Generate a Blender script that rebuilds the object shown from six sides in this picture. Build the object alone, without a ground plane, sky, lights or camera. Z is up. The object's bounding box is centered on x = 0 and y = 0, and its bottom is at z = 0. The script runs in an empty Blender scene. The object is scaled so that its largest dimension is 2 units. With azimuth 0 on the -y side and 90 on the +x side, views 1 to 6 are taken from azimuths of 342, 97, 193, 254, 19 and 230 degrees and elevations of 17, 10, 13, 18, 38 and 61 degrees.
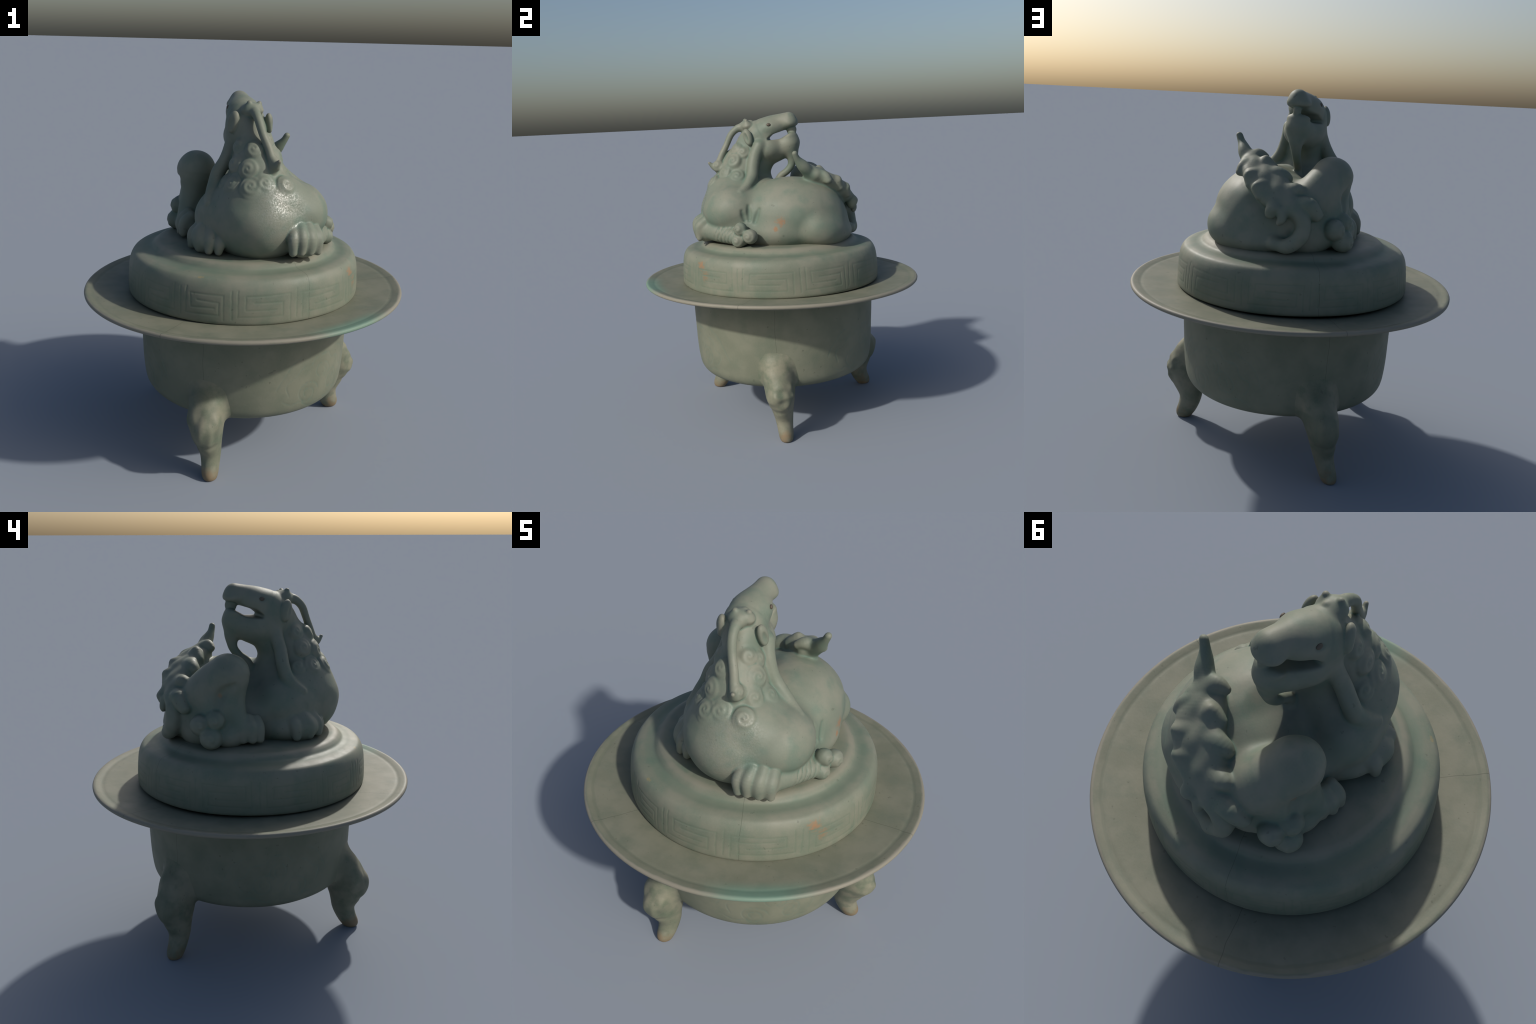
"""Celadon tripod incense burner: round bowl with a wide flange and three animal legs,
domed lid with an incised fret band, and a horned beast lying on top as the finial."""
import bpy, math
import numpy as np

rng = np.random.default_rng(7)
F4 = np.float32

# ------------------------------------------------------------------ helpers
def catmull(pts, n=5):
    """Smooth a hand-placed control polyline (any number of columns)."""
    P = np.array(pts, float)
    if len(P) < 3:
        return P
    Q = np.vstack([2 * P[0] - P[1], P, 2 * P[-1] - P[-2]])
    out = []
    for i in range(1, len(Q) - 2):
        a, b, c, d = Q[i - 1], Q[i], Q[i + 1], Q[i + 2]
        for t in np.arange(n) / n:
            out.append(.5 * (2 * b + (c - a) * t + (2 * a - 5 * b + 4 * c - d) * t * t
                             + (3 * b - a - 3 * c + d) * t ** 3))
    out.append(P[-1])
    return np.array(out)


def lumps(x, y, z, freq, seed):
    """Cheap smooth 3D noise in about -1..1: a few rotated plane waves."""
    r = np.random.default_rng(seed)
    s = 0
    for _ in range(6):
        k = r.normal(size=3)
        k *= freq / np.linalg.norm(k) * r.uniform(.7, 1.4)
        s = s + np.sin(k[0] * x + k[1] * y + k[2] * z + r.uniform(0, 6.28))
    return s / 2.6


def frame(n, up=(0, 0, 1)):
    n = np.array(n, float)
    n /= np.linalg.norm(n)
    u = np.array(up, float)
    u = u - n * (u @ n)
    if np.linalg.norm(u) < 1e-3:
        u = np.array([1., 0, 0]) - n * n[0]
    u /= np.linalg.norm(u)
    return np.cross(u, n), u, n


class Field:
    """A signed-distance field on a grid; primitives are blended in one after another."""
    def __init__(self, lo, hi, h):
        self.h = h
        self.ax = [np.arange(l, u + h, h, dtype=F4) for l, u in zip(lo, hi)]
        shp = tuple(len(a) for a in self.ax)
        self.d = np.full(shp, 1, F4)
        self.lab = np.zeros(shp, np.int16)
        self.names = ['']

    def label(self, key):
        if key not in self.names:
            self.names.append(key)
        return self.names.index(key)

    def box(self, lo, hi):
        sl = []
        for a, l, u in zip(self.ax, lo, hi):
            i, j = np.searchsorted(a, [l, u])
            sl.append(slice(max(0, i), max(0, j)))
        sl = tuple(sl)
        X = self.ax[0][sl[0]][:, None, None]
        Y = self.ax[1][sl[1]][None, :, None]
        Z = self.ax[2][sl[2]][None, None, :]
        return sl, X, Y, Z

    def mix(self, fn, lo, hi, k, key=None, cut=False):
        pad = k + 4 * self.h
        sl, X, Y, Z = self.box(np.array(lo) - pad, np.array(hi) + pad)
        p = np.asarray(fn(X, Y, Z), F4)
        d = self.d[sl]
        if cut:
            hh = np.clip(.5 - .5 * (d + p) / k, 0, 1)
            self.d[sl] = d + (-p - d) * hh + k * hh * (1 - hh)
            return
        if key:
            m = p < d
            self.lab[sl][m] = self.label(key)
        hh = np.clip(.5 + .5 * (d - p) / k, 0, 1)
        self.d[sl] = d + (p - d) * hh - k * hh * (1 - hh)

    # -- primitives
    def ball(self, c, r, key, k=.02, n=None, up=(0, 0, 1), spin=0, cut=False, swirl=None):
        """Ellipsoid; radii along (side, up, n) when an axis n is given, else x, y, z."""
        c = np.array(c, float)
        r = np.array([r] * 3 if np.isscalar(r) else r, float)
        A = np.eye(3) if n is None else np.array(frame(n, up))
        if spin:
            cs, sn = math.cos(spin), math.sin(spin)
            A = np.array([cs * A[0] + sn * A[1], -sn * A[0] + cs * A[1], A[2]])
        ext = np.sqrt(((A * r[:, None]) ** 2).sum(0))

        def fn(X, Y, Z):
            dx, dy, dz = X - c[0], Y - c[1], Z - c[2]
            q = [A[i, 0] * dx + A[i, 1] * dy + A[i, 2] * dz for i in range(3)]
            k0 = np.sqrt(sum((q[i] / r[i]) ** 2 for i in range(3)))
            k1 = np.sqrt(sum((q[i] / r[i] ** 2) ** 2 for i in range(3))) + 1e-6
            d = k0 * (k0 - 1) / k1
            if swirl:
                amp, pitch = swirl
                rho = np.sqrt(q[0] ** 2 + q[1] ** 2)
                th = np.arctan2(q[1], q[0])
                d = d + amp * np.cos(2 * np.pi * rho / pitch - th) * np.clip(q[2] / r[2] * 3, 0, 1)
            return d
        self.mix(fn, c - ext, c + ext, k, key, cut)

    def chain(self, pts, key, k=.02, n=6, cut=False, wob=0, seed=0, ribs=None):
        """Tapered tube through points (x, y, z, radius)."""
        P = catmull(pts, n)
        lo = (P[:, :3] - P[:, 3:]).min(0)
        hi = (P[:, :3] + P[:, 3:]).max(0)

        def fn(X, Y, Z):
            best = None
            arc, s0 = 0, 0.0
            total = np.linalg.norm(np.diff(P[:, :3], axis=0), axis=1).sum()
            for a, b in zip(P[:-1], P[1:]):
                ba = b[:3] - a[:3]
                L = ba @ ba + 1e-9
                h = np.clip(((X - a[0]) * ba[0] + (Y - a[1]) * ba[1] + (Z - a[2]) * ba[2]) / L, 0, 1)
                d = np.sqrt((X - a[0] - h * ba[0]) ** 2 + (Y - a[1] - h * ba[1]) ** 2
                            + (Z - a[2] - h * ba[2]) ** 2) - (a[3] + (b[3] - a[3]) * h)
                if ribs:
                    ln = math.sqrt(L)
                    arc = s0 + h * ln if best is None else np.where(d < best, s0 + h * ln, arc)
                    s0 += ln
                best = d if best is None else np.minimum(best, d)
            if ribs:
                pitch, amp, t0, t1 = ribs
                u = arc / total
                w = np.clip((u - t0) / .05, 0, 1) * np.clip((t1 - u) / .05, 0, 1)
                best = best + w * amp * np.abs(np.cos(np.pi * (arc + .35 * (Z - 1.25)) / pitch)) ** 6 * 2
            if wob:
                best = best + wob * lumps(X, Y, Z, 60, seed)
            return best
        self.mix(fn, lo, hi, k, key, cut)

    def sample(self, P, grad=False):
        g = [(P[:, i] - self.ax[i][0]) / self.h for i in range(3)]
        i0 = [np.clip(np.floor(a).astype(int), 0, s - 2) for a, s in zip(g, self.d.shape)]
        f = [a - i for a, i in zip(g, i0)]
        out = 0
        for a in (0, 1):
            for b in (0, 1):
                for c in (0, 1):
                    w = ((f[0] if a else 1 - f[0]) * (f[1] if b else 1 - f[1]) * (f[2] if c else 1 - f[2]))
                    out = out + w * self.d[i0[0] + a, i0[1] + b, i0[2] + c]
        return out

    def normals(self, V):
        e = self.h
        G = np.stack([self.sample(V + e * np.eye(3)[i]) - self.sample(V - e * np.eye(3)[i]) for i in range(3)], 1)
        return G / (np.linalg.norm(G, axis=1, keepdims=True) + 1e-9)

    def polygonise(self):
        """Naive surface nets: one vertex per mixed cell, one quad per crossed edge."""
        d = self.d
        s = d < 0
        c = [s[a:s.shape[0] - 1 + a, b:s.shape[1] - 1 + b, e:s.shape[2] - 1 + e]
             for a in (0, 1) for b in (0, 1) for e in (0, 1)]
        anyv = np.logical_or.reduce(c)
        allv = np.logical_and.reduce(c)
        I = np.argwhere(anyv & ~allv)
        idx = np.full(anyv.shape, -1, np.int32)
        idx[I[:, 0], I[:, 1], I[:, 2]] = np.arange(len(I))
        off = np.array([(a, b, e) for a in (0, 1) for b in (0, 1) for e in (0, 1)])
        val = np.stack([d[I[:, 0] + o[0], I[:, 1] + o[1], I[:, 2] + o[2]] for o in off], 1)
        acc = np.zeros((len(I), 3))
        cnt = np.zeros(len(I))
        for i in range(8):
            for j in range(i + 1, 8):
                if np.abs(off[i] - off[j]).sum() != 1:
                    continue
                va, vb = val[:, i], val[:, j]
                m = (va < 0) != (vb < 0)
                t = np.where(m, va / np.where(m, va - vb, 1), 0)
                acc += np.where(m[:, None], off[i] + t[:, None] * (off[j] - off[i]), 0)
                cnt += m
        V = (I + acc / cnt[:, None]) * self.h + np.array([a[0] for a in self.ax])
        quads = []
        for ax in range(3):
            u, v = (ax + 1) % 3, (ax + 2) % 3
            s0 = [slice(None)] * 3
            s1 = [slice(None)] * 3
            s0[ax] = slice(0, -1)
            s1[ax] = slice(1, None)
            A, B = s[tuple(s0)], s[tuple(s1)]
            E = np.argwhere(A != B)
            ok = (E[:, u] > 0) & (E[:, v] > 0) & (E[:, u] < s.shape[u] - 1) & (E[:, v] < s.shape[v] - 1)
            E = E[ok]
            fl = A[E[:, 0], E[:, 1], E[:, 2]]
            du, dv = np.eye(3, dtype=int)[u], np.eye(3, dtype=int)[v]
            q = [idx[tuple((E - k).T)] for k in (du + dv, dv, 0 * du, du)]
            Q = np.stack(q, 1)
            Q[~fl] = Q[~fl][:, ::-1]
            quads.append(Q)
        Q = np.vstack(quads)
        Q = Q[(Q >= 0).all(1)]
        # pull vertices onto the smooth surface
        for _ in range(2):
            N = self.normals(V)
            V = V - N * np.clip(self.sample(V), -self.h, self.h)[:, None] * .7
        return V, Q, self.normals(V)

    def face_labels(self, V, Q):
        C = V[Q].mean(1)
        g = [np.clip(np.round((C[:, i] - self.ax[i][0]) / self.h).astype(int), 0, self.d.shape[i] - 1) for i in range(3)]
        return self.lab[g[0], g[1], g[2]]


def make_object(name, V, Q, mat, parent, normals=None, mat_idx=None, kind=None):
    used, inv = np.unique(Q.ravel(), return_inverse=True)
    me = bpy.data.meshes.new(name)
    F = inv.reshape(Q.shape)
    n, w = F.shape
    me.vertices.add(len(used))
    me.vertices.foreach_set('co', V[used].astype(F4).ravel())
    me.loops.add(n * w)
    me.loops.foreach_set('vertex_index', F.astype(np.int32).ravel())
    me.polygons.add(n)
    me.polygons.foreach_set('loop_start', np.arange(0, n * w, w, dtype=np.int32))
    me.polygons.foreach_set('loop_total', np.full(n, w, np.int32))
    for m in (mat if isinstance(mat, (list, tuple)) else [mat]):
        me.materials.append(m)
    me.update(calc_edges=True)
    me.polygons.foreach_set('use_smooth', np.ones(n, bool))
    if mat_idx is not None:
        me.polygons.foreach_set('material_index', mat_idx.astype(np.int32))
    if normals is not None:
        me.normals_split_custom_set_from_vertices(normals[used].tolist())
    me.update()
    ob = bpy.data.objects.new(name, me)
    bpy.context.scene.collection.objects.link(ob)
    ob.parent = parent
    if kind:
        ob['kind'] = kind
    return ob


# ------------------------------------------------------------------ materials
def celadon(name, pale, mid, green, rough=.55, sheen=0.0, blobs=(), rust_feet=False, chest=False, teal=False, cracks=(), pool_amt=.75, pools=(), rings=(), mottle=0):
    m = bpy.data.materials.new(name)
    m.use_nodes = True
    nt = m.node_tree
    N, L = nt.nodes, nt.links
    bs = N['Principled BSDF']
    tc = N.new('ShaderNodeTexCoord')

    def noise(scale, detail=4, rough_=.55):
        t = N.new('ShaderNodeTexNoise')
        t.inputs['Scale'].default_value = scale
        t.inputs['Detail'].default_value = detail
        t.inputs['Roughness'].default_value = rough_
        L.new(tc.outputs['Object'], t.inputs['Vector'])
        return t.outputs['Fac']

    def math_(op, a, b=None, clamp=False):
        t = N.new('ShaderNodeMath')
        t.operation = op
        t.use_clamp = clamp
        for s, v in zip(t.inputs, (a, b)):
            if v is None:
                continue
            if isinstance(v, (int, float)):
                s.default_value = v
            else:
                L.new(v, s)
        return t.outputs[0]

    def ramp(fac, lo, hi):
        t = N.new('ShaderNodeMapRange')
        t.inputs['From Min'].default_value = lo
        t.inputs['From Max'].default_value = hi
        t.interpolation_type = 'SMOOTHSTEP'
        L.new(fac, t.inputs['Value'])
        return t.outputs['Result']

    def mixc(fac, a, b):
        t = N.new('ShaderNodeMix')
        t.data_type = 'RGBA'
        if isinstance(fac, (int, float)):
            t.inputs[0].default_value = fac
        else:
            L.new(fac, t.inputs[0])
        for s, v in ((t.inputs[6], a), (t.inputs[7], b)):
            if isinstance(v, tuple):
                s.default_value = v + (1,)
            else:
                L.new(v, s)
        return t.outputs[2]

    def dist(c, scale=(1, 1, 1)):
        mp = N.new('ShaderNodeVectorMath')
        mp.operation = 'SUBTRACT'
        L.new(tc.outputs['Object'], mp.inputs[0])
        mp.inputs[1].default_value = c
        sc = N.new('ShaderNodeVectorMath')
        sc.operation = 'MULTIPLY'
        L.new(mp.outputs[0], sc.inputs[0])
        sc.inputs[1].default_value = scale
        ln = N.new('ShaderNodeVectorMath')
        ln.operation = 'LENGTH'
        L.new(sc.outputs[0], ln.inputs[0])
        return ln.outputs['Value']

    # cloudy glaze: warm pale patches against greener ones
    col = mixc(ramp(noise(5.5, 5), .38, .64), mid, pale)
    col = mixc(math_('MULTIPLY', ramp(noise(9, 3), .46, .74), .50), col, green)
    if mottle:      # blotches where the glaze lies thick between worn lumps
        col = mixc(math_('MULTIPLY', ramp(noise(15, 3, .5), .44, .68), mottle), col, green)
    # fine grey-brown specks and small pits in the glaze
    sp = ramp(noise(38, 2, .4), .715, .76)
    col = mixc(math_('MULTIPLY', sp, .45), col, tuple(v * .52 for v in mid))
    fine = ramp(noise(160, 3), .35, .7)
    col = mixc(math_('MULTIPLY', fine, .10), col, tuple(min(1, v * 1.35) for v in pale))
    # glaze pools (greener) in the grooves and thins (warm) on sharp edges
    geo = N.new('ShaderNodeNewGeometry')
    pool = math_('MULTIPLY', ramp(geo.outputs['Pointiness'], .499, .465), pool_amt)
    col = mixc(pool, col, green)
    thin = math_('MULTIPLY', ramp(geo.outputs['Pointiness'], .506, .55), .5)
    col = mixc(thin, col, tuple(min(1, v * f) for v, f in zip(pale, (1.08, .97, .97))))
    for c, r, amt in pools:      # wide soft pools of thicker, greener glaze
        b = ramp(math_('ADD', dist(c), math_('MULTIPLY', math_('SUBTRACT', noise(9, 3, .5), .5), r * 1.4)), r * 1.1, r * .15)
        col = mixc(math_('MULTIPLY', b, amt), col, green)
    for r0, w, amt, tint in rings:   # glaze runs off raised rings and settles in the hollow beside them
        rad = dist((0, 0, 0), (1, 1, 0))
        rad = math_('ADD', rad, math_('MULTIPLY', math_('SUBTRACT', noise(7, 4), .5), .03))
        b = ramp(math_('ABSOLUTE', math_('SUBTRACT', rad, r0)), w, w * .3)
        col = mixc(math_('MULTIPLY', b, amt), col, tint)
    if teal:   # a thick turquoise run of glaze at one place of the rim
        t = ramp(math_('ADD', dist((.33, -.80, .91), (1, 1, 1)), math_('MULTIPLY', noise(9, 3), .10)), .36, .12)
        r_ = math_('MULTIPLY', ramp(dist((0, 0, .91), (1, 1, 0)), .78, .875), t)
        col = mixc(math_('MULTIPLY', r_, .68), col, (.125, .245, .185))
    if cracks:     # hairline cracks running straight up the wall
        cx = N.new('ShaderNodeSeparateXYZ')
        L.new(tc.outputs['Object'], cx.inputs[0])
        ang = math_('ARCTAN2', cx.outputs['Y'], cx.outputs['X'])
        ang = math_('ADD', ang, math_('MULTIPLY', math_('SUBTRACT', noise(4, 2), .5), .05))
        for dg in cracks:
            a0 = math.radians(dg if dg <= 180 else dg - 360)
            ln = ramp(math_('ABSOLUTE', math_('SUBTRACT', ang, a0)), .0034, .0012)
            col = mixc(math_('MULTIPLY', ln, .5), col, tuple(v * .4 for v in mid))
    for c, r, amt, tint in blobs:
        b = ramp(math_('ADD', dist(c), math_('MULTIPLY', math_('SUBTRACT', noise(62, 4, .75), .5), r * 3.0)), r, r * .05)
        col = mixc(math_('MULTIPLY', b, amt), col, tint)
    if rust_feet:   # unglazed, iron-red clay where the feet stand
        sx = N.new('ShaderNodeSeparateXYZ')
        L.new(tc.outputs['Object'], sx.inputs[0])
        hgt = math_('ADD', sx.outputs['Z'], math_('MULTIPLY', math_('SUBTRACT', noise(16, 4), .5), .24))
        col = mixc(math_('MULTIPLY', ramp(hgt, .080, .0), .6), col, (.20, .120, .058))
    L.new(col, bs.inputs['Base Color'])
    rr = math_('ADD', math_('MULTIPLY', math_('SUBTRACT', noise(14, 3), .5), .18), rough)
    if chest:
        glint = ramp(dist((.05, -.49, 1.45), (1, 1, .85)), .19, .07)
        grain = ramp(noise(95, 4, .65), .36, .66)
        rr = math_('SUBTRACT', rr, math_('MULTIPLY', math_('MULTIPLY', glint, grain), .24))
        L.new(math_('ADD', math_('MULTIPLY', math_('MULTIPLY', glint, grain), .9), .35), bs.inputs['Specular IOR Level'])
    L.new(rr, bs.inputs['Roughness'])
    bs.inputs['IOR'].default_value = 1.45
    if not chest:
        bs.inputs['Specular IOR Level'].default_value = .35
    bp = N.new('ShaderNodeBump')
    bp.inputs['Strength'].default_value = .10
    bp.inputs['Distance'].default_value = .004
    hgt_ = noise(70, 4)
    if chest:      # the glaze crawled here: a rough, sparkling patch
        hgt_ = math_('ADD', hgt_, math_('MULTIPLY', glint, math_('MULTIPLY', noise(125, 3, .6), 5.5)))
    L.new(hgt_, bp.inputs['Height'])
    L.new(bp.outputs['Normal'], bs.inputs['Normal'])
    return m


RUST = (.27, .142, .070)
beast_mat = celadon('beast_glaze', (.190, .198, .155), (.152, .174, .134), (.088, .146, .112), rough=.56,
                    chest=True, pools=[((.13, -.23, 1.57), .10, .6), ((-.02, -.38, 1.53), .10, .5), ((.40, -.13, 1.36), .10, .6), ((.30, -.38, 1.34), .07, .7),
                                       ((.40, .16, 1.36), .08, .45), ((.36, .12, 1.19), .09, .55), ((.15, -.48, 1.38), .06, .6), ((.06, -.05, 1.62), .09, .5),
                                       ((.24, .20, 1.60), .07, .6), ((.0, .42, 1.40), .11, .4), ((-.30, .17, 1.33), .09, .5), ((-.24, -.05, 1.40), .10, .4),
                                       ((.03, -.2, 1.82), .07, .5), ((.0, .09, 1.66), .07, .5), ((-.18, -.42, 1.25), .08, .4)],
                    blobs=[((.415, .055, 1.335), .042, .75, RUST), ((.42, .02, 1.29), .022, .8, RUST),
                                       ((-.30, .245, 1.455), .02, .6, RUST), ((.16, -.255, 1.635), .016, .6, RUST)])
lid_mat = celadon('lid_glaze', (.186, .192, .147), (.147, .166, .124), (.090, .140, .104), rough=.55, cracks=(284.5, 115), rings=[(.550, .042, .40, (.094, .146, .106)), (.492, .022, .45, (.225, .212, .165))],
                  blobs=[((.466, -.450, 1.085), .045, .75, RUST), ((.497, -.416, 1.026), .045, .45, RUST),
                         ((-.37, -.50, 1.14), .016, .7, (.33, .23, .07))])
groove_mat = celadon('incised_line_glaze', (.165, .182, .136), (.135, .160, .118), (.098, .142, .104), rough=.55)
bowl_mat = celadon('bowl_glaze', (.178, .185, .135), (.147, .159, .114), (.112, .138, .098), rough=.57, cracks=(234, 1.1, 123))
rim_mat = celadon('rim_glaze', (.182, .184, .136), (.150, .158, .114), (.112, .136, .100), rough=.57, teal=True, cracks=(228, 350, 120), rings=[(.858, .012, .35, (.105, .125, .090)), (.905, .016, .75, (.245, .222, .178))])
leg_mat = celadon('leg_glaze', (.212, .205, .150), (.148, .158, .112), (.088, .118, .080), rough=.55, rust_feet=True, mottle=.62)
eye_mat = celadon('eye_pigment', (.095, .080, .060), (.080, .068, .052), (.066, .062, .050), rough=.5)

# ------------------------------------------------------------------ the thing
root = bpy.data.objects.new('incense_burner', None)
bpy.context.scene.collection.objects.link(root)
root['label'] = 'celadon tripod incense burner with a horned beast on its lid'
root['category'] = 'incense burner'


# ------------------------------------------------------------------ turned parts
def seg_dist(px, py, poly):
    best = np.full(px.shape, 9.0)
    for (ax, ay), (bx, by) in zip(poly[:-1], poly[1:]):
        dx, dy = bx - ax, by - ay
        h = np.clip(((px - ax) * dx + (py - ay) * dy) / (dx * dx + dy * dy + 1e-12), 0, 1)
        best = np.minimum(best, np.hypot(px - ax - h * dx, py - ay - h * dy))
    return best


def turned(profile, step, nseg, centre=(0, 0), n=8):
    """Revolve a control profile; returns vertices, quads, ring angles, arc samples."""
    P = catmull(profile, n)
    s = np.r_[0, np.cumsum(np.hypot(*np.diff(P, axis=0).T))]
    k = max(8, int(s[-1] / step))
    t = np.linspace(0, s[-1], k)
    r, z = np.interp(t, s, P[:, 0]), np.interp(t, s, P[:, 1])
    a = np.arange(nseg) * 2 * np.pi / nseg
    R, A = np.meshgrid(r, a, indexing='ij')
    Z = np.repeat(z[:, None], nseg, 1)
    i = np.arange(k - 1)[:, None] * nseg
    j = np.arange(nseg)[None, :]
    j2 = (j + 1) % nseg
    Q = np.stack([i + j, i + j2, i + nseg + j2, i + nseg + j], -1).reshape(-1, 4)
    return R, A, Z, Q


# ---- bowl, running from the inside floor up, over the hidden mouth and down the outer wall
TILT = (.005, -.0138)
BOWLC = (.010, .004)
bowl_prof = [(.004, .335), (.25, .34), (.43, .365), (.52, .43), (.548, .55), (.556, .75), (.562, .862), (.580, .874),
             (.598, .862), (.601, .78), (.599, .68), (.596, .60), (.592, .50), (.585, .42), (.574, .362),
             (.550, .328), (.508, .308), (.45, .296), (.38, .288), (.25, .283), (.004, .281)]
R, A, Z, Q = turned(bowl_prof, .0075, 900)

# incised cloud scrolls between the legs, as strokes in (arc metres, height)
def spiral(cx, cy, r0, r1, a0, turns, n=26):
    t = np.linspace(0, 1, n)
    a = a0 + turns * 2 * np.pi * t
    r = r0 + (r1 - r0) * t
    return np.stack([cx + r * np.cos(a), cy + r * np.sin(a)], 1)


cloud = [spiral(-.10, .44, .075, .02, .2, 1.6), spiral(.09, .47, .07, .018, 2.6, -1.6), spiral(.0, .55, .06, .02, -.4, 1.3),
         catmull([(-.26, .42), (-.21, .39), (-.16, .40), (-.09, .355), (.0, .375), (.08, .37), (.15, .40), (.21, .385)], 6),
         catmull([(-.22, .45), (-.24, .52), (-.18, .56), (-.14, .60), (-.07, .61), (-.04, .64), (.05, .645), (.09, .60),
                  (.16, .59), (.19, .53), (.24, .50), (.21, .44), (.16, .43)], 6),
         catmull([(-.30, .50), (-.27, .56), (-.22, .63), (-.15, .67)], 6),
         catmull([(.14, .66), (.22, .62), (.27, .56), (.31, .47)], 6)]
disp = np.zeros_like(R)
outer = (np.arange(R.shape[0])[:, None] > R.shape[0] * .35) & (Z > .30) & (Z < .80) & (R > .5)
gm = np.zeros_like(R)
for ci, mid in enumerate((62, 181, 300)):
    arc = (A - math.radians(mid) + np.pi) % (2 * np.pi) - np.pi
    near = outer & (np.abs(arc) < .62)
    px = arc[near] * .59 * (1 if ci != 1 else -1)
    py = Z[near]
    px = px + .008 * lumps(px, py, 0, 25, 11 + ci)
    d = np.full(px.shape, 9.)
    for st in cloud:
        d = np.minimum(d, seg_dist(px, py, st))
    g = np.exp(-(d / .0042) ** 2)
    gm[near] = np.maximum(gm[near], g)
R = R - .0012 * gm + .0010 * lumps(np.cos(A), np.sin(A), Z * 2, 9, 3)
X, Y = R * np.cos(A) + BOWLC[0], R * np.sin(A) + BOWLC[1]
w = np.clip((Z - .6) / .25, 0, 1)
V = np.stack([X, Y, Z + w * (TILT[0] * X + TILT[1] * Y)], -1).reshape(-1, 3)
gf = gm.reshape(-1)[Q].mean(1) > .5
bowl = make_object('bowl', V, Q, [bowl_mat, groove_mat], root, mat_idx=gf)

# ---- wide flange with a rounded lip
rim_prof = [(.566, .850), (.585, .882), (.62, .895), (.70, .902), (.78, .9085), (.835, .913), (.853, .9135), (.872, .918),
            (.893, .922), (.903, .920), (.9085, .912), (.9065, .903), (.897, .898), (.87, .892), (.80, .882),
            (.72, .872), (.66, .860), (.625, .838), (.608, .815), (.602, .79), (.594, .788)]
R, A, Z, Q = turned(rim_prof, .006, 720)
Z = Z + .0016 * lumps(np.cos(A) * 1, np.sin(A) * 1, R * 3, 5, 5) 
X, Y = R * np.cos(A) + .002, R * np.sin(A)
V = np.stack([X, Y, Z + .0095 * X + TILT[1] * Y], -1).reshape(-1, 3)
make_object('flange', V, Q, rim_mat, bowl)

# ---- lid: skirt with fret band, rounded shoulder, raised ledge under the beast
lid_prof = [(.004, 1.14), (.40, 1.13), (.58, 1.10), (.607, 1.06), (.612, .98), (.616, .918), (.630, .905), (.646, .906),
            (.6545, .918), (.6555, .95), (.654, .99), (.651, 1.03), (.6465, 1.07), (.637, 1.103), (.620, 1.128),
            (.598, 1.138), (.572, 1.143), (.545, 1.146), (.524, 1.152), (.509, 1.165), (.494, 1.176), (.475, 1.182),
            (.44, 1.184), (.30, 1.186), (.004, 1.186)]
LIDC = (-.003, -.005)
R, A, Z, Q = turned(lid_prof, .0042, 1300)
bars = [16, 46, 80, 111, 139, 168, 199, 224.5, 248.5, 278, 311, 342.5]
strokes = []        # fret pattern: paths in (degrees, height)
zb, zt = .915, 1.100
zz = lambda v: zb + (zt - zb) * v
for i, b in enumerate(bars):
    nx = bars[(i + 1) % len(bars)] + (360 if i == len(bars) - 1 else 0)
    j = lambda s=.6: rng.uniform(-s, s)
    strokes.append([(b + j(), zz(.90)), (b + j(), zz(.14))])
    u0, u1 = b + 3.2, nx - 3.2
    U = lambda u: u0 + (u1 - u0) * u + j(.35)
    hk = lambda v: zz(v + rng.uniform(-.02, .02))
    p1 = [(U(1), hk(.10)), (U(1), hk(.80)), (U(.13), hk(.77)), (U(.13), hk(.41)), (U(.74), hk(.42))]
    p2 = [(U(0), hk(.92)), (U(0), hk(.20)), (U(.87), hk(.22)), (U(.87), hk(.59)), (U(.32), hk(.61))]
    if i in (1, 4, 6, 9, 10):      # some panels run the other way
        flip = lambda p: [(u0 + u1 - a, z) for a, z in p]
        p1, p2 = flip(p1), flip(p2)
    strokes += [p1, p2]
gm = np.zeros_like(R)
wall = (Z > .91) & (Z < 1.11) & (R > .628)
deg = np.degrees(A)
for st in strokes:
    st = np.array(st, float)
    m = math.radians(1) * .65
    c = st[:, 0].mean()
    dd = (deg - c + 180) % 360 - 180
    near = wall & (np.abs(dd) < 20)
    px, py = dd[near] * m, Z[near]
    px = px + .0012 * lumps(px, py, 0, 90, 4)
    d = seg_dist(px, py, [((a - c) * m, z) for a, z in st])
    gm[near] = np.maximum(gm[near], np.exp(-(d / .0047) ** 2))
R = R - .0012 * gm * (.6 + .4 * lumps(np.cos(A), np.sin(A), Z, 14, 21) ** 2)
R = R + .0012 * lumps(np.cos(A), np.sin(A), Z * 2, 7, 9) * (R > .1)
X, Y = R * np.cos(A) + LIDC[0], R * np.sin(A) + LIDC[1]
V = np.stack([X, Y, Z - .002 + .001 * X - .006 * Y + .0012 * lumps(X, Y, 0, 9, 31)], -1).reshape(-1, 3)
gf = gm.reshape(-1)[Q].mean(1) > .5
lid = make_object('lid', V, Q, [lid_mat, groove_mat], root, mat_idx=gf)


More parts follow.
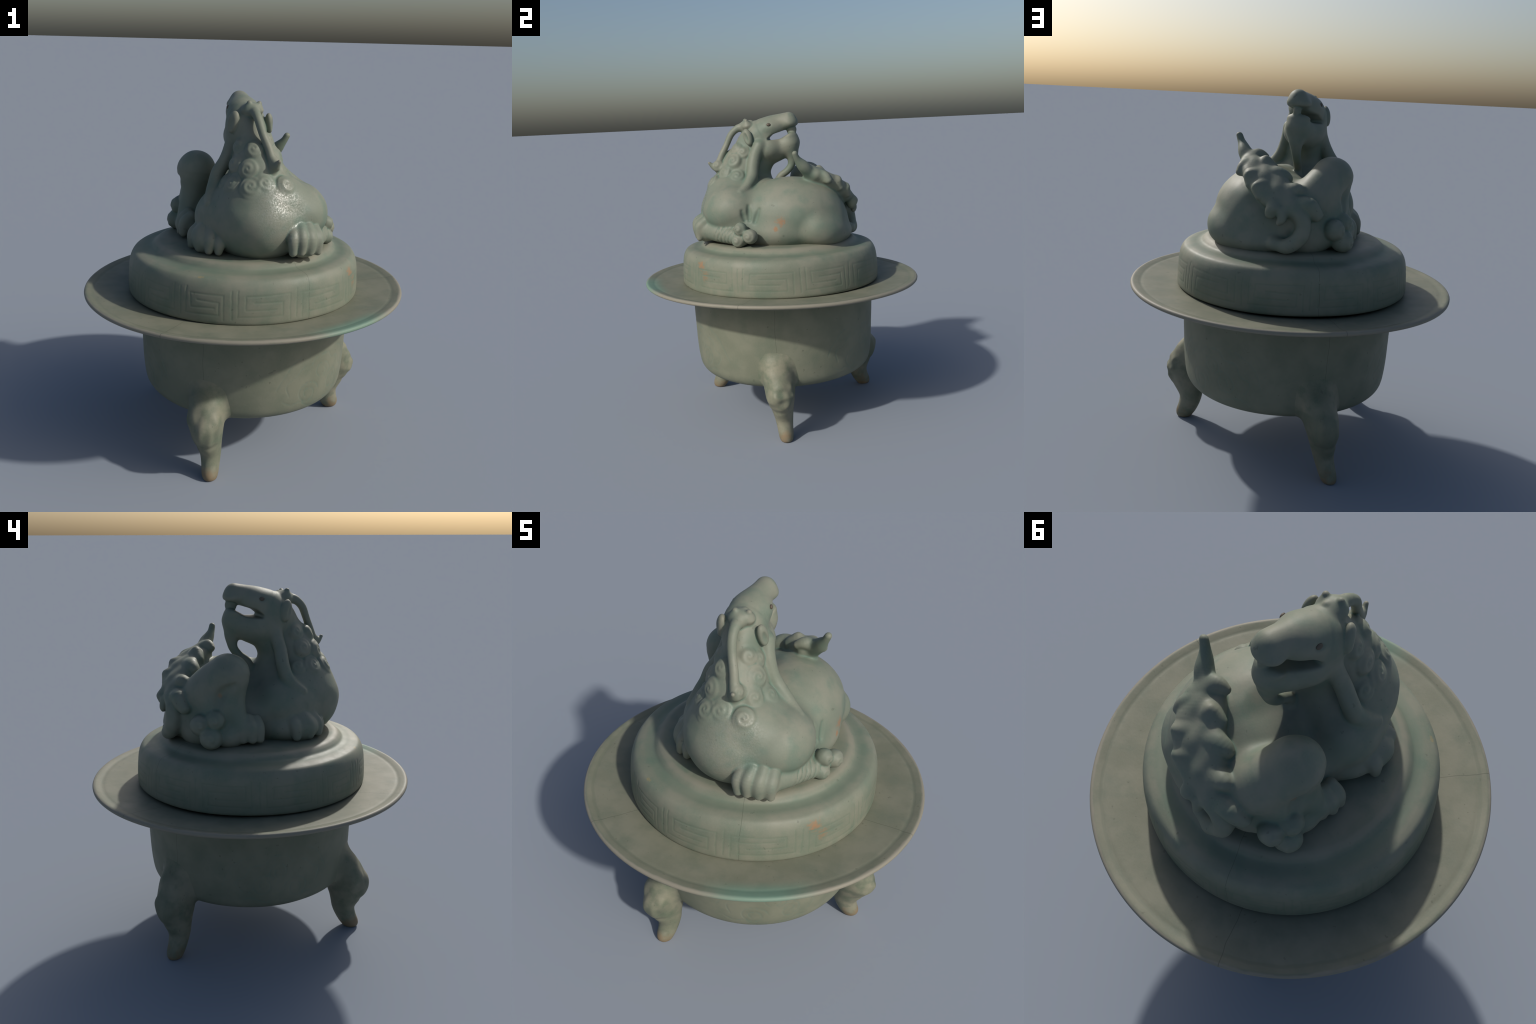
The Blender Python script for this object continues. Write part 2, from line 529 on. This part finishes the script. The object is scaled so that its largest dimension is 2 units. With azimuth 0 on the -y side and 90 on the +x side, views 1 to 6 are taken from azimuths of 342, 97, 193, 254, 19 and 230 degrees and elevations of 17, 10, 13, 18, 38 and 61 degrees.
# ------------------------------------------------------------------ legs
def bowl_outside(r, z):
    """Signed distance-ish to the bowl's outer wall, used for the fillet at the leg roots."""
    prof = catmull([p for p in bowl_prof[8:]], 6)
    d = seg_dist(r, z, prof)
    rr = np.interp(z, prof[::-1, 1], prof[::-1, 0])
    inside = (r < rr) & (z > .284)
    return np.where(inside, -d, d)


leg_levels = np.array([   # height, centre radius, half depth, half width
    (.56, .545, .015, .030), (.525, .565, .035, .052), (.49, .582, .052, .070), (.455, .590, .074, .084), (.41, .592, .100, .094),
    (.36, .600, .121, .095), (.30, .612, .124, .088), (.255, .610, .119, .079), (.215, .602, .101, .071),
    (.175, .590, .083, .063), (.13, .581, .069, .056), (.085, .590, .064, .050), (.04, .608, .060, .046),
    (.012, .618, .050, .041), (-.01, .620, .034, .030)])
LV = catmull(leg_levels, 6)[::-1]


def leg(top_deg, foot_deg, seed, knee_off=0, foot_off=0):
    base = math.radians(foot_deg)
    e_r = np.array([math.cos(base), math.sin(base)])
    e_t = np.array([-math.sin(base), math.cos(base)])
    lean = math.radians(top_deg - foot_deg) * .62
    c = e_r * .60
    fld = Field((c[0] - .24, c[1] - .24, -.02), (c[0] + .24, c[1] + .24, .60), .0055)

    def bowl_fn(X, Y, Z):
        r = np.hypot(X - BOWLC[0], Y - BOWLC[1]) + 0 * Z
        return bowl_outside(r, Z + 0 * r) + .0022

    def fn(X, Y, Z):
        rr = X * e_r[0] + Y * e_r[1]
        tt = X * e_t[0] + Y * e_t[1] - lean * np.clip((Z - .0) / .42, 0, 1.1)
        rc = np.interp(Z, LV[:, 0], LV[:, 1]) + np.interp(Z, (0, .15, .3, .5), (foot_off, foot_off * .6 + knee_off * .4, knee_off, knee_off))
        hr = np.interp(Z, LV[:, 0], LV[:, 2])
        ht = np.interp(Z, LV[:, 0], LV[:, 3])
        q = np.sqrt(((rr - rc) / hr) ** 2 + (np.abs(tt) / ht) ** 2.0)
        d = (q - 1) * np.minimum(hr, ht) * .9
        face = np.clip((rr - rc) / .08, 0, 1) * np.exp(-((Z - .31) / .10) ** 2)
        d = d + face * (.0075 * lumps(X, Y, Z, 42, seed) + .0038 * lumps(X, Y, Z, 85, seed + 1))
        # a crease under the knee mask, and two brow lobes above it
        d = d + .0045 * np.exp(-((Z - .205 - 1.2 * tt * tt) / .016) ** 2) * np.clip((rr - rc) / .05, 0, 1)
        return np.maximum(d, -Z + 0 * d)
    big = [(-2, -2, -1), (2, 2, 2)]
    fld.mix(bowl_fn, *big, .02, 'bowl')
    fld.mix(fn, *big, .045, 'leg')
    V, Q, Nn = fld.polygonise()
    C = V[Q].mean(1)
    keep = bowl_outside(np.hypot(C[:, 0] - BOWLC[0], C[:, 1] - BOWLC[1]), C[:, 2]) > -.0018
    keep &= np.abs((C[:, :2] - c) @ e_t) < .22
    keep &= np.hypot(*(C[:, :2]).T) > .40
    return make_object('leg', V, Q[keep], leg_mat, root, Nn)


for t, f, s, ko, fo in ((235.3, 238.7, 51, -.012, .004), (1.4, 5.0, 61, .008, 0), (120.0, 124.8, 71, -.012, .042)):
    leg(t, f, s, ko, fo)

# ------------------------------------------------------------------ the beast
B = Field((-.47, -.60, 1.15), (.55, .58, 2.03), .0042)
serial = {}


def nid(key):
    """Numbered key for repeated pieces ('toe#2')."""
    serial[key] = serial.get(key, 0) + 1
    return f'{key}#{serial[key]}'


# torso: chest, left and right shoulder, barrel, rump
B.ball((.005, -.240, 1.360), (.272, .282, .238), 'torso', .01)
B.ball((-.150, -.148, 1.345), (.165, .178, .165), 'torso', .05)
B.ball((.180, -.265, 1.388), (.198, .207, .170), 'torso', .045)
B.ball((.095, -.325, 1.485), (.130, .125, .105), 'torso', .05)
B.ball((.17, -.17, 1.27), (.20, .19, .12), 'torso', .05)
B.ball((.132, .095, 1.340), (.285, .348, .250), 'torso', .045)
B.ball((.165, .03, 1.25), (.250, .28, .13), 'torso', .05)
B.ball((-.10, .04, 1.29), (.17, .20, .14), 'torso', .05)
B.ball((-.025, .215, 1.32), (.22, .235, .21), 'torso', .05)
B.ball((.11, .285, 1.28), (.225, .178, .16), 'torso', .045)
B.ball((.10, .295, 1.225), (.22, .190, .095), 'torso', .04)
B.ball((-.045, .090, 1.620), (.105, .115, .068), None, .05, cut=True)
# neck: deeper (front to back) than wide, with a throat running up into the jaw
B.ball((.005, -.240, 1.49), (.190, .215, .15), 'neck', .06)
for c, r in (((-.008, -.238, 1.60), (.140, .165, .15)), ((-.014, -.208, 1.68), (.106, .142, .13)), ((-.020, -.165, 1.77), (.082, .108, .12)),
             ((-.034, -.125, 1.83), (.098, .104, .10))):
    B.ball(c, r, 'neck', .03)
B.chain([(-.026, -.120, 1.54, .085), (-.028, -.118, 1.63, .078), (-.030, -.085, 1.71, .084), (-.026, -.03, 1.750, .078)], 'neck', .04)
# right thigh folded on the ground, left thigh with the knee drawn up
B.ball((.312, .262, 1.272), (.108, .118, .105), 'hindlimb#1', .035)
B.ball((.24, .32, 1.25), (.14, .118, .095), 'hindlimb#1', .05)
B.chain([(-.10, .33, 1.36, .115), (-.175, .285, 1.458, .112), (-.235, .190, 1.550, .107)], 'hindlimb#2', .05)
B.chain([(-.242, .168, 1.548, .100), (-.258, .165, 1.44, .072), (-.288, .155, 1.34, .058), (-.298, .135, 1.27, .060)], 'hindlimb#2', .03)
B.chain([(-.14, .305, 1.25, .115), (-.22, .27, 1.29, .098), (-.25, .245, 1.38, .08)], 'hindlimb#2', .05)
B.ball((-.285, .195, 1.235), (.075, .09, .07), 'hindlimb#2', .03)


def skin_x(y, z, side=1):
    """x of the skin at a given y and z, seen from the right (+1) or the left (-1)."""
    xs = np.linspace(.55, .05, 251) * side
    return xs[np.argmax(B.sample(np.stack([xs, 0 * xs + y, 0 * xs + z], 1)) < 0)]


def scratch(path, radii, side=1, k=.02, out=.004):
    """A groove drawn on the skin along (y, z) points."""
    B.chain([(skin_x(y, z, side) + out * side, y, z, r) for (y, z), r in zip(path, radii)], None, k, cut=True)


# fold between the drawn-up thigh and the shin
scratch([(.270, 1.365), (.262, 1.405), (.244, 1.455), (.212, 1.490), (.175, 1.510)], (.008, .014, .017, .013, .006), -1, .03)
# right foreleg: forearm lying along the ledge
B.chain([(.392, -.195, 1.238, .050), (.328, -.285, 1.248, .057), (.264, -.370, 1.265, .066), (.203, -.437, 1.28, .076)], 'forelimb#1', .016,
        ribs=(.030, .0018, .04, .62))
# left foreleg
B.chain([(-.20, -.03, 1.245, .07), (-.25, -.12, 1.25, .075), (-.265, -.20, 1.255, .08)], 'forelimb#2', .02)


def paw(centre, toes, palm, limb, toe_r=.030):
    """A paw: a rounded palm and one bent toe tube per toe (knuckle, bend, tip), with a claw."""
    B.ball(centre, palm, limb, .02)
    for kn, bend, tip in toes:
        B.chain([(*kn, toe_r * 1.02), (*bend, toe_r * 1.05), (*tip, toe_r * .72)], nid('toe' + limb[-2:]), .013)


paw((.185, -.455, 1.275), [((.125, -.475, 1.345), (.108, -.518, 1.305), (.108, -.520, 1.235)),
                           ((.160, -.478, 1.350), (.152, -.525, 1.308), (.152, -.522, 1.235)),
                           ((.205, -.468, 1.345), (.202, -.512, 1.300), (.205, -.510, 1.230)),
                           ((.250, -.450, 1.330), (.252, -.490, 1.290), (.255, -.490, 1.225))], (.098, .082, .088), 'forelimb#1')
paw((-.268, -.220, 1.252), [((-.286, -.150, 1.305), (-.330, -.162, 1.270), (-.340, -.168, 1.212)),
                            ((-.275, -.215, 1.318), (-.309, -.243, 1.274), (-.320, -.250, 1.212)),
                            ((-.250, -.270, 1.312), (-.270, -.305, 1.268), (-.282, -.311, 1.212)),
                            ((-.212, -.300, 1.292), (-.226, -.332, 1.255), (-.236, -.334, 1.210))], (.086, .094, .078), 'forelimb#2', .031)
paw((-.302, .090, 1.262), [((-.300, .138, 1.315), (-.328, .132, 1.282), (-.338, .128, 1.220)),
                           ((-.304, .090, 1.320), (-.340, .086, 1.282), (-.350, .083, 1.220)),
                           ((-.296, .048, 1.312), (-.334, .042, 1.278), (-.344, .039, 1.220))], (.062, .080, .068), 'hindlimb#2', .029)
# hair locks scratched behind the right elbow, cut along the skin
for y0, y1, z0, z1 in ((-.190, -.175, 1.400, 1.345), (-.150, -.148, 1.430, 1.345), (-.085, -.112, 1.410, 1.335)):
    scratch([(y0 + (y1 - y0) * t, z0 + (z1 - z0) * t) for t in (0, .5, 1)], (.006, .012, .010))
# elbow and hock curls
for c, r in (((.415, -.198, 1.295), .042), ((.450, -.135, 1.252), .046), ((.415, -.215, 1.222), .042)):
    B.ball(c, r, nid('leg_curl#1'), .012, n=(1, -.35, .1), swirl=(.0013, .026))
for c, r in (((-.290, .350, 1.300), .055), ((-.318, .275, 1.328), .052), ((-.328, .300, 1.235), .060)):
    B.ball(c, r, nid('leg_curl#2'), .014, n=(-1, .3, .1), swirl=(.0013, .03))

# head
B.chain([(-.034, -.085, 1.865, .100), (-.028, -.02, 1.900, .082), (-.020, .04, 1.930, .062), (-.014, .090, 1.946, .053)], 'head', .03)
B.ball((-.028, -.035, 1.905), (.092, .075, .058), 'head', .03)
B.ball((-.020, .098, 1.926), (.066, .052, .032), 'head', .025)
B.chain([(-.034, -.075, 1.785, .104), (-.030, .01, 1.772, .086), (-.024, .062, 1.786, .074), (-.020, .092, 1.806, .066)], 'lower_jaw', .035)
B.ball((-.022, .094, 1.846), (.064, .046, .027), 'lower_jaw', .02)
B.ball((.024, -.050, 1.765), (.066, .075, .062), 'head', .03)
B.ball((-.080, -.050, 1.765), (.054, .070, .058), 'head', .03)
# mouth: a slot right through between the jaws
def mouth_fn(X, Y, Z):
    P = catmull([(-.036, 1.832, .010), (-.005, 1.843, .019), (.035, 1.852, .021), (.072, 1.869, .018), (.115, 1.889, .016), (.20, 1.900, .016)], 4)
    best = None
    for a, b in zip(P[:-1], P[1:]):
        ba = b[:2] - a[:2]
        h = np.clip(((Y - a[0]) * ba[0] + (Z - a[1]) * ba[1]) / (ba @ ba), 0, 1)
        d = np.hypot(Y - a[0] - h * ba[0], Z - a[1] - h * ba[1]) - (a[2] + (b[2] - a[2]) * h)
        best = d if best is None else np.minimum(best, d)
    return best + 0 * X
B.mix(mouth_fn, (-.2, -.06, 1.80), (.15, .2, 1.94), .010, cut=True)
B.ball((-.013, .108, 1.885), (.022, .034, .034), 'tongue', .010)
B.chain([(-.018, .02, 1.89, .012), (-.016, .09, 1.905, .018)], 'tongue', .012)
# eye sockets
EYES = [((.067, -.033, 1.924), (1, .18, .25)), ((-.119, -.037, 1.923), (-1, .12, .25))]
for c, n in EYES:
    B.ball(np.array(c) + .004 * np.array(n), (.017, .013, .008), None, .012, n=n, cut=True)
# ears
B.ball((.076, -.172, 1.850), (.030, .056, .022), nid('ear'), .012, n=(1, -.25, .1), up=(0, -.35, 1))
B.ball((.094, -.182, 1.842), (.013, .032, .010), None, .012, n=(1, -.25, .1), up=(0, -.35, 1), cut=True)
B.ball((-.122, -.172, 1.858), (.034, .058, .022), nid('ear'), .012, n=(-1, -.5, .1), up=(0, -.35, 1))
B.ball((-.142, -.189, 1.850), (.014, .034, .010), None, .012, n=(-1, -.5, .1), up=(0, -.35, 1), cut=True)
# crest knobs on the crown
B.ball((-.025, -.185, 1.925), (.05, .045, .035), 'crest', .025)
B.chain([(-.042, -.195, 1.925, .034), (-.044, -.200, 1.957, .013)], 'crest', .012)
B.chain([(.010, -.180, 1.925, .032), (.015, -.186, 1.953, .014)], 'crest', .012)
B.chain([(-.02, -.165, 1.93, .02), (-.015, -.16, 1.948, .01)], 'crest', .012)
# horn: arches back from the crown and meets the nape, its tip flicks up
B.chain([(-.022, -.205, 1.915, .030), (-.023, -.255, 1.905, .025), (-.018, -.295, 1.870, .023), (-.006, -.325, 1.808, .022),
         (.017, -.358, 1.74, .023), (.028, -.382, 1.68, .024), (.03, -.385, 1.64, .024)], 'horn', .014)
B.chain([(.03, -.392, 1.655, .022), (.038, -.415, 1.664, .019), (.046, -.440, 1.690, .012)], 'horn', .010)
# beard
B.chain([(-.012, .092, 1.785, .058), (-.013, .102, 1.735, .046), (-.015, .105, 1.695, .034), (-.018, .098, 1.655, .028), (-.018, .070, 1.618, .026),
         (-.014, .032, 1.590, .025), (-.014, .012, 1.565, .023), (-.014, .014, 1.535, .018)], 'beard', .025)
# side locks running from the cheeks down to the shoulders
B.chain([(.068, -.100, 1.79, .040), (.086, -.128, 1.725, .038), (.110, -.142, 1.655, .037), (.148, -.147, 1.595, .036),
         (.212, -.168, 1.545, .030), (.285, -.205, 1.512, .012)], nid('mane_lock'), .018)
B.chain([(-.098, -.105, 1.79, .038), (-.122, -.120, 1.715, .036), (-.152, -.130, 1.650, .035), (-.190, -.131, 1.585, .035),
         (-.212, -.144, 1.525, .034), (-.238, -.174, 1.482, .027), (-.266, -.228, 1.446, .012)], nid('mane_lock'), .018)
# coiled curls of the mane
CURLS = [((.072, -.209, 1.752), .036), ((.088, -.266, 1.695), .046), ((.111, -.341, 1.631), .042), ((.153, -.246, 1.607), .042),
         ((.092, -.419, 1.570), .046), ((-.02, -.412, 1.578), .044), ((-.092, -.412, 1.562), .050), ((-.093, -.364, 1.642), .044),
         ((-.130, -.259, 1.652), .042), ((-.184, -.223, 1.567), .040), ((-.165, -.321, 1.566), .046), ((.035, -.245, 1.775), .034),
         ((-.05, -.30, 1.725), .040), ((-.10, -.225, 1.735), .036), ((.035, -.345, 1.655), .034)]
for c, r in CURLS:
    c = np.array(c)
    t = (c[2] - 1.50) / .36
    axis = np.array([-.033, -.225 + .115 * t, c[2] - .07])
    n = c - axis
    n /= np.linalg.norm(n)
    line = axis + n * np.linspace(.05, .33, 141)[:, None]
    f = B.sample(line)
    hit = line[np.argmax(f > 0)]          # seat the curl on the neck's skin, facing along it
    n = .35 * n + .65 * B.normals(hit[None])[0]
    n /= np.linalg.norm(n)
    B.ball(hit - n * .009, (r * 1.12, r * 1.12, .024), nid('mane_curl'), .016, n=n, swirl=(.0015, .030))

# tail: a coil on the ground, then up over the rump to a pointed tip
B.chain([(-.005, .470, 1.225, .032), (-.07, .482, 1.222, .038), (-.125, .475, 1.252, .040), (-.150, .462, 1.315, .040), (-.128, .460, 1.375, .040),
         (-.06, .448, 1.428, .048), (.01, .415, 1.472, .056), (.075, .366, 1.520, .058), (.14, .297, 1.572, .056), (.200, .232, 1.615, .047),
         (.252, .184, 1.668, .034), (.280, .160, 1.704, .024), (.294, .147, 1.738, .017)], 'tail', .03, n=9, wob=.003, seed=2)
B.chain([(.04, .452, 1.450, .042), (.105, .412, 1.506, .044), (.17, .352, 1.562, .040), (.215, .278, 1.602, .032)], 'tail', .03)
B.chain([(-.06, .415, 1.458, .042), (.0, .362, 1.518, .042), (.07, .302, 1.570, .040), (.15, .212, 1.610, .030)], 'tail', .03)
TUFTS = [  # root, bend, tip, radii of the flame-like tail locks
    ((.20, .225, 1.620), (.170, .195, 1.640), (.130, .180, 1.622), .030, .019),
    ((.13, .28, 1.575), (.105, .275, 1.606), (.062, .265, 1.575), .034, .020),
    ((.07, .33, 1.535), (.012, .322, 1.548), (-.032, .315, 1.525), .036, .022),
    ((-.02, .395, 1.465), (-.082, .388, 1.485), (-.125, .375, 1.452), .036, .021),
    ((-.09, .43, 1.415), (-.165, .425, 1.415), (-.210, .410, 1.362), .042, .028),
    ((.19, .28, 1.58), (.216, .318, 1.582), (.222, .338, 1.555), .028, .020),
    ((.12, .35, 1.54), (.152, .390, 1.535), (.150, .408, 1.502), .032, .021),
    ((.06, .40, 1.495), (.092, .438, 1.486), (.085, .455, 1.452), .032, .021),
    ((-.02, .44, 1.43), (.004, .482, 1.408), (.010, .485, 1.368), .036, .028),
    ((-.03, .46, 1.39), (-.045, .488, 1.358), (-.030, .490, 1.330), .028, .018)]
TUFTS = [tuple((x, y + .008, z + .012) for x, y, z in t[:3]) + t[3:] for t in TUFTS]
for a, b, c, r0, r1 in TUFTS:
    B.chain([(*a, r0 * .8), (*b, r0), (*c, r1)], nid('tail_lock'), .018, wob=.004, seed=9)

# soft irregularity of the modelled clay, and a flat underside resting in the lid
sl, X, Y, Z = B.box((-9, -9, -9), (9, 9, 9))
B.d += .0022 * lumps(X, Y, Z, 16, 77).astype(F4) + .0008 * lumps(X, Y, Z, 55, 78).astype(F4)
B.d = np.maximum(B.d, (1.172 - Z).astype(F4))

V, Q, Nn = B.polygonise()
fl = B.face_labels(V, Q)
PARENT = {'toe': 'limb', 'leg_curl': 'limb', 'lower_jaw': 'head', 'tongue': 'head', 'ear': 'head', 'crest': 'head',
          'horn': 'head', 'beard': 'head', 'mane_lock': 'neck', 'mane_curl': 'neck', 'tail_lock': 'tail'}
made = {}
order = sorted(range(1, len(B.names)), key=lambda i: B.names[i].split('#')[0] in PARENT)
for i in order:
    key = B.names[i]
    m = fl == i
    if m.sum() < 12:
        continue
    kind = key.split('#')[0]
    par = root
    if kind in ('toe', 'leg_curl'):
        tag = key.split('#')[1]
        if kind == 'toe':
            tip = V[Q[m]].mean((0, 1))
            par = made['forelimb#1'] if tip[0] > 0 else (made['forelimb#2'] if tip[1] < -.1 else made['hindlimb#2'])
        else:
            par = made['forelimb#1'] if tag == '1' else made['hindlimb#2']
    elif kind in PARENT:
        par = made[PARENT[kind]]
    made[key] = make_object(kind, V, Q[m], beast_mat, par, Nn)

# eyes: small dark beads set in the sockets
for c, n in EYES:
    n = np.array(n) / np.linalg.norm(n)
    A3 = frame(n)
    th, ph = np.meshgrid(np.linspace(0, np.pi, 13), np.arange(20) * 2 * np.pi / 20, indexing='ij')
    loc = [.0135 * np.sin(th) * np.cos(ph), .0105 * np.sin(th) * np.sin(ph), .007 * np.cos(th)]
    Vv = (np.array(c) - .004 * n + sum(l[..., None] * a for l, a in zip(loc, A3))).reshape(-1, 3)
    i, j = np.meshgrid(np.arange(12), np.arange(20), indexing='ij')
    j2 = (j + 1) % 20
    Qe = np.stack([i * 20 + j, (i + 1) * 20 + j, (i + 1) * 20 + j2, i * 20 + j2], -1).reshape(-1, 4)
    make_object('eye', Vv, Qe, eye_mat, made['head'])
